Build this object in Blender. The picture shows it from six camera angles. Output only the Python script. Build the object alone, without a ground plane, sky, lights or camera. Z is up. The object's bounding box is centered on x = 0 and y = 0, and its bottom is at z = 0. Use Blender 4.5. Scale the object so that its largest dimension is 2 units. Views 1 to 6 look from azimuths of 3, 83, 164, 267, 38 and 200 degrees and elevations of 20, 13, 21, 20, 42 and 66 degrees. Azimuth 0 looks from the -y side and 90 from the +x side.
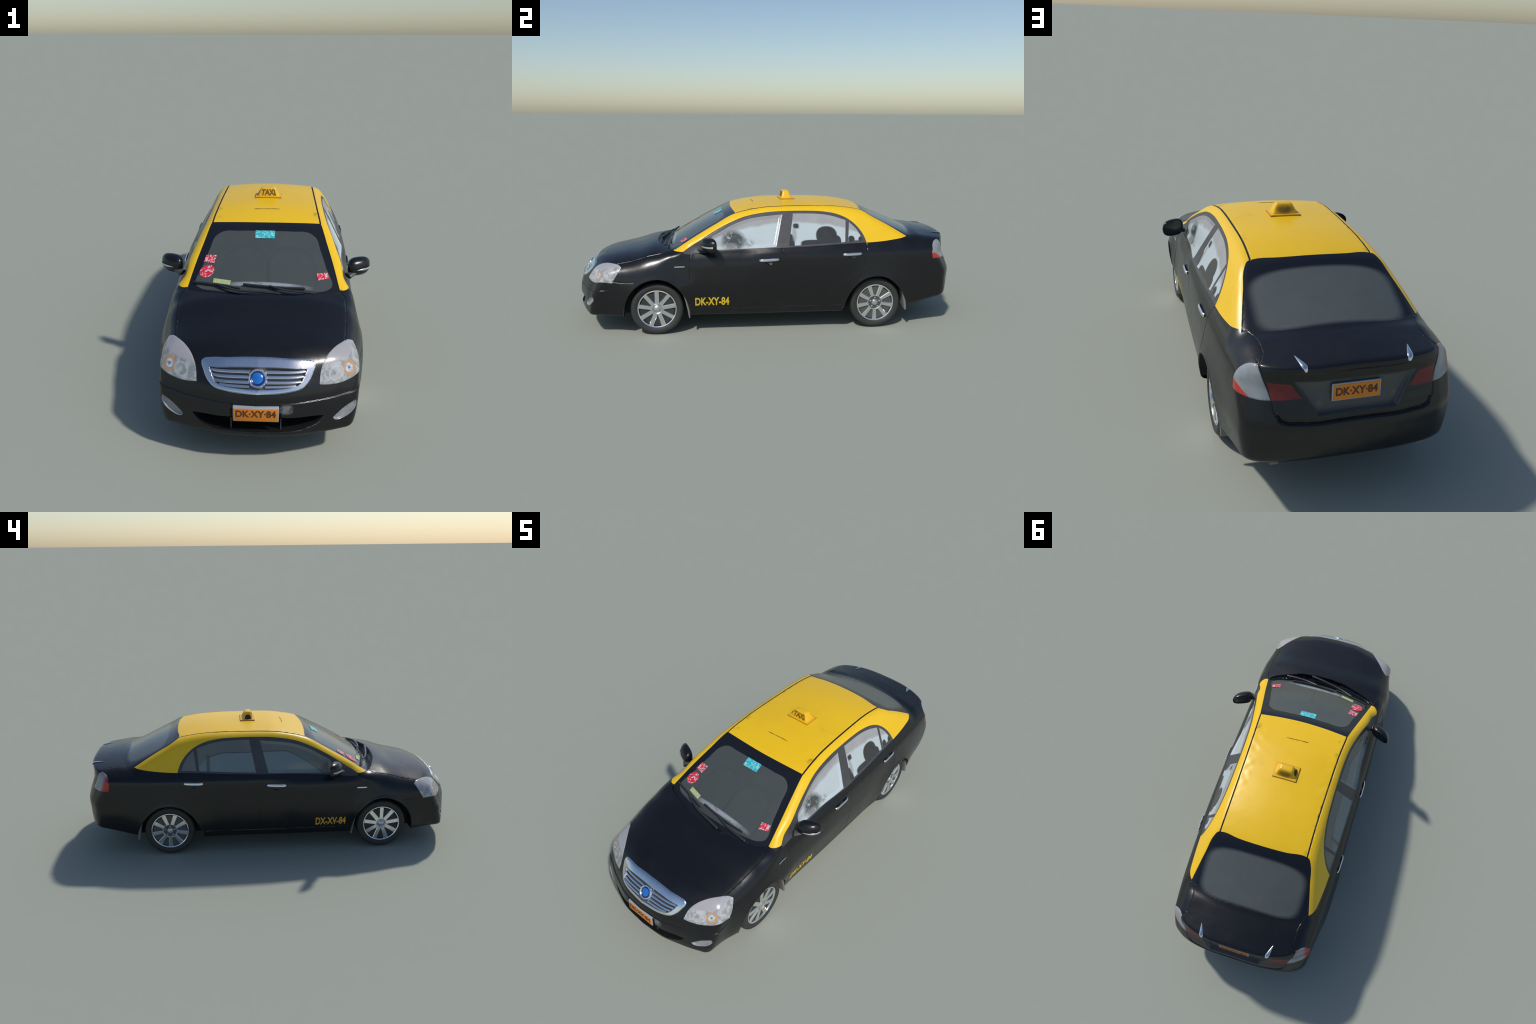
import numpy as np

# ---------------------------------------------------------------- curves
class Curve:
    """Smooth monotone-safe interpolation through control points (x0,y0, x1,y1, ...)."""
    def __init__(self, pts):
        p = np.array(pts, float)
        self.x, self.y = p[:, 0], p[:, 1]
        h = np.diff(self.x); d = np.diff(self.y) / h
        m = np.zeros_like(self.x)
        for i in range(1, len(self.x) - 1):
            if d[i-1] * d[i] > 0:
                w1, w2 = 2*h[i] + h[i-1], h[i] + 2*h[i-1]
                m[i] = (w1 + w2) / (w1/d[i-1] + w2/d[i])
        m[0], m[-1] = d[0], d[-1]
        self.m = m
    def __call__(self, q):
        q = np.asarray(q, float)
        i = np.clip(np.searchsorted(self.x, q) - 1, 0, len(self.x) - 2)
        h = self.x[i+1] - self.x[i]
        t = (np.clip(q, self.x[0], self.x[-1]) - self.x[i]) / h
        t2, t3 = t*t, t*t*t
        v = ((2*t3 - 3*t2 + 1)*self.y[i] + (t3 - 2*t2 + t)*h*self.m[i]
             + (-2*t3 + 3*t2)*self.y[i+1] + (t3 - t2)*h*self.m[i+1])
        v = v + np.where(q < self.x[0], (q - self.x[0])*self.m[0], 0)
        return v + np.where(q > self.x[-1], (q - self.x[-1])*self.m[-1], 0)

def smax(a, b, k):
    h = np.maximum(k - np.abs(a - b), 0) / k
    return np.maximum(a, b) + h*h*k*0.25

def sstep(a, b, x):
    t = np.clip((x - a) / (b - a), 0, 1)
    return t*t*(3 - 2*t)

# ---------------------------------------------------------------- body profiles
# centre line of hood - belt - boot lid
LOW_TOP = Curve([(-1.02,.2617),(-.985,.2877),(-.95,.3234),(-.91,.3618),(-.87,.3755),(-.80,.3915),(-.70,.4115),(-.585,.4405),(-.45,.4503),(0,.4387),(.6,.4688),(.72,.4905),(.79,.497),(.86,.4905),(.92,.4825),(.975,.4735),(1.02,.4571)])
LOW_CROWN = Curve([(-1,0.299),(-0.76,0.247),(-0.6,0.192),(-0.45,0.245),(0.6,0.25),(0.79,0.277),(0.89,0.319),(1,0.261)])
# centre line of windscreen - roof - rear window
CAB_TOP = Curve([(-0.8,0.2703),(-0.585,0.4004),(-0.485,0.4563),(-0.4,0.5033),(-0.272,0.5679),(-0.185,0.6109),(-0.12,0.6282),(-0.066,0.6381),(0,0.6462),(0.12,0.65),(0.25,0.6492),(0.36,0.6442),(0.45,0.6327),(0.507,0.6208),(0.56,0.5967),(0.68,0.547),(0.79,0.4984),(0.95,0.4091)])
CAB_CROWN = Curve([(-.6,.305),(-.48,.298),(-.3,.232),(-.17,.213),(0,.25),(.2,.29),(.45,.275),(.6,.385),(.73,.515),(.9,.573)])
# half width of the flank by height (doors, then glass)
SIDE = Curve([(.06,.331),(.10,.349),(.14,.3575),(.20,.3645),(.27,.3685),(.33,.3675),(.375,.365),(.41,.3605),(.435,.3475),(.455,.3335),(.50,.3095),(.567,.2738),(.602,.2538),(.63,.2382),(.66,.2137)])
TAPER = Curve([(-1,0.0279),(-0.8,0.0221),(-0.6,0.0102),(-0.45,0.0065),(-0.3,-0.0005),(0,-0.005),(0.3,-0.0061),(0.5,-0.0021),(0.7,0.006),(0.86,0.0211),(1,0.0459)])
# end faces: forward limit by height on the centre line, and set-back by distance from it
NOSE_Z = Curve([(.05,-.934),(.09,-.981),(.11,-.993),(.15,-.993),(.19,-.994),(.24,-.990),(.27,-.981),(.30,-.9613),(.34,-.929),(.40,-.8587)])
NOSE_X = Curve([(0,-0.003),(0.1,0.0067),(0.2,0.0449),(0.255,0.0718),(0.291,0.094),(0.328,0.1137),(0.355,0.1295),(0.372,0.1645),(0.39,0.2045)])
TAIL_Z = Curve([(0.06,0.9048),(0.12,0.9515),(0.15,0.9787),(0.2,0.9897),(0.25,0.9955),(0.29,0.9995),(0.33,0.9884),(0.36,0.9777),(0.404,0.966),(0.44,0.9663),(0.475,0.9795),(0.5,0.9812)])
TAIL_X = Curve([(0,-0.0015),(0.1,-0.001),(0.165,0.0056),(0.22,0.0163),(0.27,0.0348),(0.323,0.0738),(0.35,0.0885),(0.372,0.1086),(0.39,0.1339)])
NOSE_S = Curve([(.08,.60),(.11,.68),(.15,.755),(.20,.84),(.27,.955),(.34,.84),(.40,.87)])
HOOD_EDGE = Curve([(0,-.584),(.10,-.576),(.17,-.557),(.23,-.537),(.281,-.512),(.30,-.486)])
TAIL_S = Curve([(0.08,0.72),(0.15,0.626),(0.25,0.741),(0.33,0.838),(0.4,1.012),(0.47,1.309)])
FLARE = Curve([(0,0.0218),(1,0.0097)])      # wheel arch blisters, front and rear
BOTTOM = Curve([(-1,.099),(-.93,.100),(-.75,.0935),(-.4,.0895),(.4,.0915),(.72,.109),(.81,.126),(.90,.146),(1,.158)])

SHIFT = Curve([(-1,-.001),(-.82,-.001),(-.58,-.0015),(-.32,-.005),(0,-.002),(.3,0),(1,0)])   # the shell is not quite straight

def body_field(x, y, z):
    """< 0 inside the plain car body (no seams or recesses)."""
    ax = np.abs(x - SHIFT(y)*sstep(.47, .38, z))
    low = LOW_TOP(y) - LOW_CROWN(y)*ax*ax*(1 + sstep(-.5, -.6, y)*(ax*ax/.10 - .4))
    edge = HOOD_EDGE(ax)
    low = low - .035*sstep(0, .014, y - edge)*sstep(.302, .286, ax)*sstep(-.30,-.42,y)
    cab = CAB_TOP(y) - CAB_CROWN(y)*ax*ax
    top = z - smax(low, cab, .012)
    rf, rr = np.hypot(y+.579, z-.125), np.hypot(y-.553, z-.115)
    flare = FLARE(0)*np.exp(-(np.maximum(rf-.15, 0)/.075)**2)*(1 - .75*sstep(.26, .14, z)*sstep(-.62, -.48, y)) + FLARE(1)*np.exp(-(np.maximum(rr-.15, 0)/.075)**2)
    tuck = .006*sstep(.25, .13, z)*sstep(.62, .82, y)
    dip = (.018*np.exp(-((z-.432)/.036)**2) - .004*np.exp(-((z-.27)/.07)**2))*sstep(.06, -.15, y)*sstep(-.50, -.38, y)    # belt falls towards the mirror
    side = (ax - SIDE(z) + TAPER(y) + tuck + dip - flare) * .9
    nose = (NOSE_Z(z) + NOSE_X(ax)*NOSE_S(z) - y) * .85
    tail = (y - TAIL_Z(z) + TAIL_X(ax)*TAIL_S(z)) * .9
    bot = BOTTOM(y) - z
    kt = .028 + .022*sstep(-.45, -.6, y) + .012*sstep(.6, .8, y)
    f = smax(top*.9, side, kt)
    f = smax(f, smax(nose, tail, .01), .022)
    return smax(f, bot, .022)

# ---------------------------------------------------------------- outlines (control points)
def catmull(pts, closed=True, step=.008):
    """Smooth curve through control points; a point with a third entry 1 is a corner."""
    P = [np.array(p[:2], float) for p in pts]
    C = [len(p) > 2 and p[2] == 1 for p in pts]
    n = len(P); out = []
    rng = range(n) if closed else range(n - 1)
    for i in rng:
        a, b = P[i], P[(i+1) % n]
        p0 = P[(i-1) % n] if (closed or i > 0) else a
        p3 = P[(i+2) % n] if (closed or i + 2 < n) else b
        L = np.linalg.norm(b - a) + 1e-9
        def tang(prev, cur, nxt):
            d0, d1 = np.linalg.norm(cur-prev)+1e-9, np.linalg.norm(nxt-cur)+1e-9
            return ((cur-prev)/d0*d1 + (nxt-cur)/d1*d0)/(d0+d1)
        ta = (b-a)/L if C[i] else tang(p0, a, b)
        tb = (b-a)/L if C[(i+1) % n] else tang(a, b, p3)
        m = max(2, int(L/step))
        for j in range(m):
            t = j/m
            h = (2*t**3-3*t**2+1, (t**3-2*t**2+t)*L, -2*t**3+3*t**2, (t**3-t**2)*L)
            out.append(h[0]*a + h[1]*ta + h[2]*b + h[3]*tb)
    if not closed:
        out.append(P[-1])
    return np.array(out)

def mirror_loop(half, **k):
    """half: control points from x=0 round to x=0 on the +x side; returns full closed loop."""
    inner = [(-p[0],) + tuple(p[1:]) for p in half[::-1] if p[0] > 1e-6]
    return catmull(list(half) + inner, **k)

def loop_sd(a, b, L, margin=.05):
    """signed distance to closed loop L (negative inside); far points get +margin."""
    out = np.full(a.shape, margin)
    lo, hi = L.min(0) - margin, L.max(0) + margin
    m = (a > lo[0]) & (a < hi[0]) & (b > lo[1]) & (b < hi[1])
    if not m.any():
        return out
    p = np.stack([a[m], b[m]], 1)
    d2 = np.full(len(p), 1e9); ins = np.zeros(len(p), bool)
    for i in range(len(L)):
        q, r = L[i], L[(i+1) % len(L)]
        e = r - q; w = p - q
        t = np.clip((w @ e)/(e @ e + 1e-18), 0, 1)
        dd = w - t[:, None]*e
        d2 = np.minimum(d2, (dd*dd).sum(1))
        c = (q[1] > p[:, 1]) != (r[1] > p[:, 1])
        if abs(e[1]) > 1e-12:
            ins ^= c & (p[:, 0] < q[0] + (p[:, 1]-q[1])*e[0]/e[1])
    d = np.sqrt(d2)
    out[m] = np.minimum(np.where(ins, -d, d), margin)
    return out

def line_sd(a, b, L, margin=.03):
    """distance to the open polyline L, signed by side; far points get +margin."""
    out = np.full(a.shape, margin)
    lo, hi = L.min(0) - margin, L.max(0) + margin
    m = (a > lo[0]) & (a < hi[0]) & (b > lo[1]) & (b < hi[1])
    if not m.any():
        return out
    p = np.stack([a[m], b[m]], 1)
    d2 = np.full(len(p), 1e9); sg = np.ones(len(p))
    for i in range(len(L) - 1):
        q = L[i]; e = L[i+1] - q; w = p - q
        t = np.clip((w @ e)/(e @ e + 1e-18), 0, 1)
        dd = w - t[:, None]*e; n2 = (dd*dd).sum(1)
        u = n2 < d2
        d2[u] = n2[u]
        sg[u] = np.sign(e[0]*w[u, 1] - e[1]*w[u, 0])
    out[m] = np.clip(np.sqrt(d2)*np.where(sg == 0, 1, sg), -margin, margin)
    return out

# side view (y, z)
ARCH_F = catmull([(-.750,.02,1),(-.748,.105),(-.739,.17),(-.712,.225),(-.668,.268),(-.617,.291),(-.567,.297),(-.515,.282),(-.467,.243),(-.437,.198),(-.412,.105),(-.408,.02,1)])
ARCH_R = catmull([(.371,.02,1),(.376,.101),(.403,.181),(.444,.240),(.490,.273),(.552,.286),(.612,.275),(.660,.240),(.694,.200),(.724,.133),(.732,.02,1)])
DLO = catmull([(-.441,.4275,1),(-.375,.468),(-.300,.514),(-.212,.558),(-.130,.589),(-.047,.605),(.010,.611),(.10,.614),(.19,.614),(.289,.609),(.355,.597),
               (.414,.572),(.460,.534),(.489,.493),(.503,.456,1),(.395,.453),(.272,.447),(.108,.441),(-.054,.436),(-.165,.430),(-.276,.424),(-.405,.414,1),(-.441,.416,1)])
GLASS_F = catmull([(-.302,.488),(-.257,.517),(-.197,.548),(-.125,.574),(-.048,.588),(.007,.593),(.070,.598,1),(.030,.4445,1),(-.111,.437),(-.296,.432,1),(-.304,.46)])
GLASS_R = catmull([(.126,.602,1),(.20,.601),(.265,.598),(.342,.585),(.401,.566,1),(.389,.461,1),(.25,.4545),(.096,.448,1)])
GLASS_Q = catmull([(.418,.557,1),(.453,.523),(.473,.490),(.482,.465,1),(.405,.462,1)])
YELLOW = catmull([(-.488,.4285,1),(-.4405,.4265,1),(0,.5,1),(.503,.4555,1),(.579,.4595),(.654,.4675),(.73,.4795),(.77,.49,1),(.77,.76,1),(-.488,.76,1)])
# plan view (x, y)
SCREEN = mirror_loop([(0,-.584),(.10,-.576),(.17,-.557),(.23,-.537),(.281,-.512),(.2985,-.488,1),(.2775,-.38),(.2555,-.278),(.2335,-.171,1),(.12,-.181),(0,-.1855)])
SCREEN_CLEAR = mirror_loop([(0,-.532),(.10,-.528),(.185,-.515),(.25,-.494),(.2645,-.482),(.247,-.394),(.228,-.319),(.206,-.248),(.187,-.234),(.11,-.2315),(0,-.234)])
BACKLIGHT = mirror_loop([(0,.507),(.12,.503),(.205,.493),(.226,.497),(.240,.518),(.262,.600),(.281,.675),(.2965,.738,1),(.270,.746),(.234,.763),(.157,.783),(.07,.789),(0,.789)])
# front view (x, z)
GRILLE = mirror_loop([(0,.358),(.10,.354),(.16,.3485),(.184,.3425),(.191,.336),(.184,.315),(.169,.290),(.150,.2755),(.108,.268),(.06,.264),(0,.263)])
GRILLE_IN = mirror_loop([(0,.334),(.10,.331),(.163,.3245,1),(.152,.304),(.140,.2875),(.107,.280),(.06,.277),(0,.276)])
FOG = catmull([(.328,.202,1),(.331,.184),(.317,.163),(.291,.149),(.262,.146),(.252,.155),(.270,.173),(.298,.190)])
INTAKE = mirror_loop([(0,.185),(.075,.184),(.14,.180),(.185,.177),(.2205,.173,1),(.203,.151),(.165,.135),(.085,.1275),(0,.127)])
# rear view (x, z)
PANEL = mirror_loop([(0,.4235),(.188,.4215,1),(.123,.3215,1),(0,.3235)])
LAMP_IN = catmull([(.263,.415,1),(.198,.4125,1),(.169,.372,1),(.2515,.366,1)])
TRUNK_BACK = catmull([(.281,.459),(.266,.412),(.253,.365),(.2425,.328),(.229,.3125),(.172,.304),(.05,.3045),(0,.305),(-.05,.3045),(-.172,.304),(-.229,.3125),(-.2425,.328),(-.253,.365),(-.266,.412),(-.281,.459)], closed=False)
# lamps that wrap the corners are drawn in an oblique view
def oblique(n):
    n = np.array(n, float)/np.linalg.norm(n)
    r = np.cross([0, 0, 1], n); r /= np.linalg.norm(r)
    return r, np.cross(n, r)
OB_F, OB_R = oblique((.52,-.67,.53)), oblique((.62,.75,.25))
def ob(o, x, y, z):
    return o[0][0]*x+o[0][1]*y+o[0][2]*z, o[1][0]*x+o[1][1]*y+o[1][2]*z
def ob_loop(o, pts):
    return catmull([tuple(ob(o, *p[:3])) + tuple(p[3:]) for p in pts])
HEADLAMP = ob_loop(OB_F, [(.205,-.934,.277,1),(.212,-.902,.3225),(.2265,-.871,.345),(.253,-.831,.359),(.282,-.795,.362),(.312,-.764,.360),(.3285,-.754,.352,1),
                          (.3405,-.770,.333),(.348,-.783,.312),(.351,-.803,.279,1),(.342,-.848,.281),(.308,-.883,.272),(.270,-.907,.269),(.232,-.924,.272)])
TAILLAMP = ob_loop(OB_R, [(.284,.899,.4585,1),(.308,.875,.449),(.328,.862,.430),(.342,.857,.400),(.3455,.862,.3665,1),(.330,.900,.3655),(.305,.922,.363),(.280,.940,.364),
                          (.253,.950,.366,1),(.267,.932,.404),(.281,.914,.445)])
# open seams: (projection, points)
SEAMS = {
 'door_front': ('side', [(-.4045,.413),(-.409,.35),(-.409,.25),(-.405,.10)]),
 'door_mid':   ('side', [(.058,.440),(.075,.40),(.082,.30),(.080,.10)]),
 'door_rear':  ('side', [(.503,.4555),(.502,.39),(.478,.315),(.452,.262),(.440,.236)]),
 'sill':       ('side', [(-.36,.137),(0,.134),(.365,.137)]),
 'fender':     ('side', [(-.80,.283),(-.76,.279),(-.69,.279)]),
 'hood_side':  ('plan', [(.299,-.775),(.305,-.726),(.314,-.631),(.311,-.53),(.2985,-.488)]),
 'bumper_line':('front',[(0,.2315),(.048,.2315),(.139,.230),(.22,.228),(.29,.229),(.339,.234),(.353,.245)]),
 'trunk_side': ('plan', [(.283,.735),(.266,.775),(.259,.830),(.262,.870),(.279,.899)]),
 'trunk_back': ('rear', None),
}
SEAM_W, SEAM_D = .0022, .0035
SEAM_SCALE = dict(sill=.3, door_front=.35, door_mid=.3, door_rear=.3, fender=.35, hood_side=.55, hood_nose=.4, bumper_line=0., trunk_side=.35, trunk_back=.6)

def ditch_x(y):
    return DITCH(y)
DITCH = Curve([(-.2,.2325),(-.171,.231),(-.02,.2215),(.19,.2165),(.36,.2145),(.50,.2165),(.6,.219)])

class Fields:
    """all outline distances at a set of points, symmetric in x"""
    def __init__(s, P, N=None):
        x, y, z = P[:, 0], P[:, 1], P[:, 2]
        s.x, s.y, s.z, s.ax = x, y, z, np.abs(x)
        s.c = {}
    def get(s, k):
        if k not in s.c:
            s.c[k] = s.calc(k)
        return s.c[k]
    def gate(s, d, keep):
        return np.where(keep, d, .05)
    def calc(s, k):
        ax, y, z = s.ax, s.y, s.z
        if k == 'arch':
            return np.maximum(np.minimum(loop_sd(y, z, ARCH_F), loop_sd(y, z, ARCH_R)), .19 - ax)
        if k == 'arch_lip':
            return np.minimum(loop_sd(y, z, ARCH_F), loop_sd(y, z, ARCH_R))
        if k in ('dlo', 'glass_f', 'glass_r', 'glass_q', 'yellow'):
            L = dict(dlo=DLO, glass_f=GLASS_F, glass_r=GLASS_R, glass_q=GLASS_Q, yellow=YELLOW)[k]
            return s.gate(loop_sd(y, z, L), ax > .12) if k != 'yellow' else s.gate(loop_sd(y, z, L), z > .38)
        if k in ('screen', 'screen_clear', 'backlight'):
            L = dict(screen=SCREEN, screen_clear=SCREEN_CLEAR, backlight=BACKLIGHT)[k]
            return s.gate(loop_sd(ax, y, L), z > .38)
        if k in ('grille', 'grille_in', 'intake'):
            L = dict(grille=GRILLE, grille_in=GRILLE_IN, intake=INTAKE)[k]
            return s.gate(loop_sd(ax, z, L), y < -.80)
        if k == 'fog':
            return s.gate(loop_sd(ax, z, FOG), y < -.78)
        if k in ('panel', 'lamp_in'):
            return s.gate(loop_sd(ax, z, PANEL if k == 'panel' else LAMP_IN), y > .8)
        if k == 'headlamp':
            return s.gate(loop_sd(*ob(OB_F, ax, y, z), HEADLAMP), y < -.6)
        if k == 'taillamp':
            return s.gate(loop_sd(*ob(OB_R, ax, y, z), TAILLAMP), y > .7)
        if k == 'ditch':
            return s.gate(ax - DITCH(y), (z > .55) & (y > -.22) & (y < .55))
        if k.startswith('seam:'):
            proj, pts = SEAMS[k[5:]]
            if k == 'seam:trunk_back':
                return s.gate(line_sd(ax, z, TRUNK_BACK), y > .85)
            L = catmull(pts, closed=False)
            if proj == 'side':
                return s.gate(line_sd(y, z, L), ax > .25)
            if proj == 'plan':
                return s.gate(line_sd(ax, y, L), z > .30)
            return s.gate(line_sd(ax, z, L), y < -.7)
        raise KeyError(k)

def relief(P):
    """depth (m) the surface is pushed in at P; negative is raised"""
    f = Fields(P); g = f.get
    h = np.zeros(len(P))
    for k in ('glass_f', 'glass_r', 'glass_q'):
        h += .0008*sstep(0, .004, -g(k))
    h += .005*sstep(0, .016, -g('glass_f'))
    h += .0012*sstep(0, .003, -g('dlo'))
    h += .0015*sstep(0, .004, -g('screen')) + .0015*sstep(0, .004, -g('backlight'))
    y, ax = f.y, f.ax
        # wheel arch lip and slight blister
    a = g('arch_lip'); sideish = sstep(.30, .34, ax)
    h -= sideish*.002*np.exp(-(a/.010)**2)*sstep(.10,.2,f.z)
    # chrome grille frame proud, its inside sunk
    h -= .004*sstep(0, .004, -g('grille'))
    h += .014*sstep(0, .004, -g('grille_in'))
    h += .055*sstep(0, .006, -g('intake'))
    h += .007*sstep(0, .005, -g('fog'))
    h -= .0015*sstep(0, .004, -g('headlamp'))
    h -= .0015*sstep(0, .004, -g('taillamp'))
    h += (.006 + .15*np.clip(.42-f.z, 0, .2))*sstep(0, .006, -g('panel'))
    h += .0035*np.clip(1 - np.abs(g('ditch'))/.0036, 0, 1)**.7*(f.y > -.172)*(f.y < .497)
    for k in SEAMS:
        dep = SEAM_D*SEAM_SCALE.get(k, 1)
        h += dep*np.clip(1 - np.abs(g('seam:'+k))/SEAM_W, 0, 1)
    # ledge: lower front bumper stands proud below its line; trunk groove over the rear bumper
    d = g('seam:bumper_line')
    below = np.where(np.abs(d) < .028, sstep(SEAM_W, -SEAM_W, d), f.z < .23)
    h -= .0035*below*sstep(-.80, -.86, y)*sstep(.10, .15, f.z)
    # flat seat for the front plate
    h += .007*sstep(.088, .078, np.abs(f.x+.004))*sstep(.160, .172, f.z)*sstep(.229, .2265, f.z)*sstep(-.9, -.95, y)
    t = g('seam:trunk_back')
    h += .006*np.exp(-((np.abs(t))/.006)**2)*(ax < .24)*(f.z < .33)
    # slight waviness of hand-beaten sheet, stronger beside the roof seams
    x = f.x
    wav = np.sin(61*x+17*y+2.1*np.sin(23*y))*np.sin(47*y-9*x+1.3) + .6*np.sin(113*y+31*f.z)*np.sin(83*x+2.)
    h += .00006*wav + .0006*wav*np.exp(-((ax-.19)/.022)**2)*(f.z > .60)*sstep(-.2, .0, y)*sstep(.35, .2, y)
    # hand pockets behind the door handles
    for cy, cz in ((-.009,.374),(.421,.397)):
        r2 = ((f.y-cy)/.020)**2 + ((f.z-cz)/.017)**2
        h += sideish*.008*np.clip(1 - r2, 0, 1)
    return h

def grad(fun, P, e=4e-4):
    g = np.zeros_like(P)
    for i in range(3):
        d = np.zeros(3); d[i] = e
        g[:, i] = (fun(P + d) - fun(P - d))/(2*e)
    return g

def BF(P):
    return body_field(P[:, 0], P[:, 1], P[:, 2])

# ---------------------------------------------------------------- body skin
def body_grid(nang=400, dy=.006, ncap=64):
    y0, y1 = -.70, .72
    cz = Curve([(-.75,.24),(-.4,.30),(0,.33),(.4,.33),(.75,.30)])
    rings = []   # (origin, in-plane weight, axial)
    for a in np.linspace(np.pi/2, 0, ncap, endpoint=False)[1:]:
        rings.append((y0, np.cos(a), -np.sin(a)))
    for y in np.linspace(y0, y1, int((y1-y0)/dy)+1):
        rings.append((y, 1., 0.))
    for a in np.linspace(0, np.pi/2, ncap, endpoint=False)[1:]:
        rings.append((y1, np.cos(a), np.sin(a)))
    q = np.linspace(-1, 1, nang, endpoint=False) + 1/nang          # fewer rays on the hidden underside
    th = np.sign(q)*np.where(np.abs(q) < .88, np.abs(q)/.88*np.radians(126), np.radians(126) + (np.abs(q)-.88)/.12*np.radians(54))
    R = np.array(rings)
    O = np.zeros((len(R), nang, 3)); D = np.zeros_like(O)
    O[:, :, 1] = R[:, 0, None]; O[:, :, 2] = cz(R[:, 0])[:, None]
    D[:, :, 0] = R[:, 1, None]*np.sin(th); D[:, :, 2] = R[:, 1, None]*np.cos(th)
    D[:, :, 1] = R[:, 2, None]
    O = np.concatenate([[[0, y0, cz(y0)]], O.reshape(-1, 3), [[0, y1, cz(y1)]]])
    D = np.concatenate([[[0, -1, 0]], D.reshape(-1, 3), [[0, 1, 0]]])
    a = np.zeros(len(O)); b = np.full(len(O), .62)
    for _ in range(26):
        m = (a+b)/2
        ins = BF(O + m[:, None]*D) < 0
        a = np.where(ins, m, a); b = np.where(ins, b, m)
    V = O + a[:, None]*D
    nr = len(R)
    i = np.arange(nr-1)[:, None]; j = np.arange(nang)[None]
    v00 = 1+i*nang+j; v01 = 1+i*nang+(j+1) % nang
    v10 = v00+nang; v11 = v01+nang
    odd = ((i + j) % 2).astype(bool)
    t = [np.stack([np.where(odd, v00, v00), np.where(odd, v10, v10), np.where(odd, v01, v11)], -1).reshape(-1, 3),
         np.stack([np.where(odd, v10, v00), np.where(odd, v11, v11), np.where(odd, v01, v01)], -1).reshape(-1, 3)]
    k = np.arange(nang); kn = (k+1) % nang
    t.append(np.stack([0*k, 1+k, 1+kn], -1))
    last = 1+(nr-1)*nang
    t.append(np.stack([0*k + len(V)-1, last+kn, last+k], -1))
    return V, np.concatenate(t)

def cut(V, T, f, snap=2.5e-4):
    """split triangles along f = 0"""
    f = np.where(np.abs(f) < snap, 0, f); s = np.sign(f).astype(int)
    st = s[T]
    hit = (st.min(1) < 0) & (st.max(1) > 0)
    keep = T[~hit]; H = T[hit]
    if not len(H):
        return V, T
    E = np.concatenate([H[:, [0, 1]], H[:, [1, 2]], H[:, [2, 0]]]); E.sort(1)
    E = E[s[E[:, 0]]*s[E[:, 1]] < 0]
    key = np.unique(E[:, 0].astype(np.int64)*len(V) + E[:, 1])
    e0, e1 = key // len(V), key % len(V)
    w = f[e0]/(f[e0]-f[e1])
    NV = V[e0] + w[:, None]*(V[e1]-V[e0])
    base = len(V)
    def mid(a, b):
        lo, hi = np.minimum(a, b), np.maximum(a, b)
        return base + np.searchsorted(key, lo.astype(np.int64)*base + hi)
    sh = s[H]; out = [keep]
    # rotate so that vertex 0 is the lone sign (two crossings) or the zero vertex
    z = (sh == 0)
    one = z.any(1)
    A = H[one]; zi = np.argmax(z[one], 1); r = np.arange(len(A))
    a, b, c = A[r, zi], A[r, (zi+1) % 3], A[r, (zi+2) % 3]
    m = mid(b, c)
    out += [np.stack([a, b, m], 1), np.stack([a, m, c], 1)]
    B = H[~one]; sb = sh[~one]; r = np.arange(len(B))
    li = np.argmax(sb == -np.sign(sb.sum(1))[:, None], 1)
    a, b, c = B[r, li], B[r, (li+1) % 3], B[r, (li+2) % 3]
    mab, mac = mid(a, b), mid(a, c)
    out += [np.stack([a, mab, mac], 1), np.stack([mab, b, c], 1), np.stack([mab, c, mac], 1)]
    return np.concatenate([V, NV]), np.concatenate(out)

def make_skin():
    V, T = body_grid()
    def c(k, off=0.):
        nonlocal V, T
        V, T = cut(V, T, Fields(V).get(k) + off)
    c('arch')
    T = T[Fields(V[T].mean(1)).get('arch') > 0]
    for k in ('dlo', 'glass_f', 'glass_r', 'glass_q', 'screen', 'backlight', 'headlamp', 'taillamp', 'grille', 'grille_in', 'intake', 'fog', 'panel'):
        c(k); c(k, .004)
    c('screen', .014)
    for k in ('grille_in', 'intake', 'panel', 'fog'):
        c(k, .002)
    for k in ('yellow', 'screen_clear', 'lamp_in'):
        c(k)
    for k in ['ditch'] + ['seam:'+q for q in SEAMS]:
        w = .0036 if k == 'ditch' else SEAM_W
        c(k, w); c(k); c(k, -w)
    V2 = V.copy()
    for _ in range(2):
        g = grad(BF, V2); V2 -= (BF(V2)/((g*g).sum(1)+1e-9))[:, None]*g
    N0 = grad(BF, V2); N0 /= np.linalg.norm(N0, axis=1)[:, None]+1e-12
    h = relief(V2)
    gh = np.stack([(relief(V2 + 3e-4*np.eye(3)[i]) - h)/3e-4 for i in range(3)], 1)
    gh -= (gh*N0).sum(1)[:, None]*N0
    gl = np.linalg.norm(gh, axis=1)
    gh *= (np.minimum(gl, 2.)/(gl+1e-9))[:, None]
    N = N0 + gh; N /= np.linalg.norm(N, axis=1)[:, None]
    V3 = V2 - h[:, None]*N0
    return V2, V3, N, T[:, ::-1]

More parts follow.
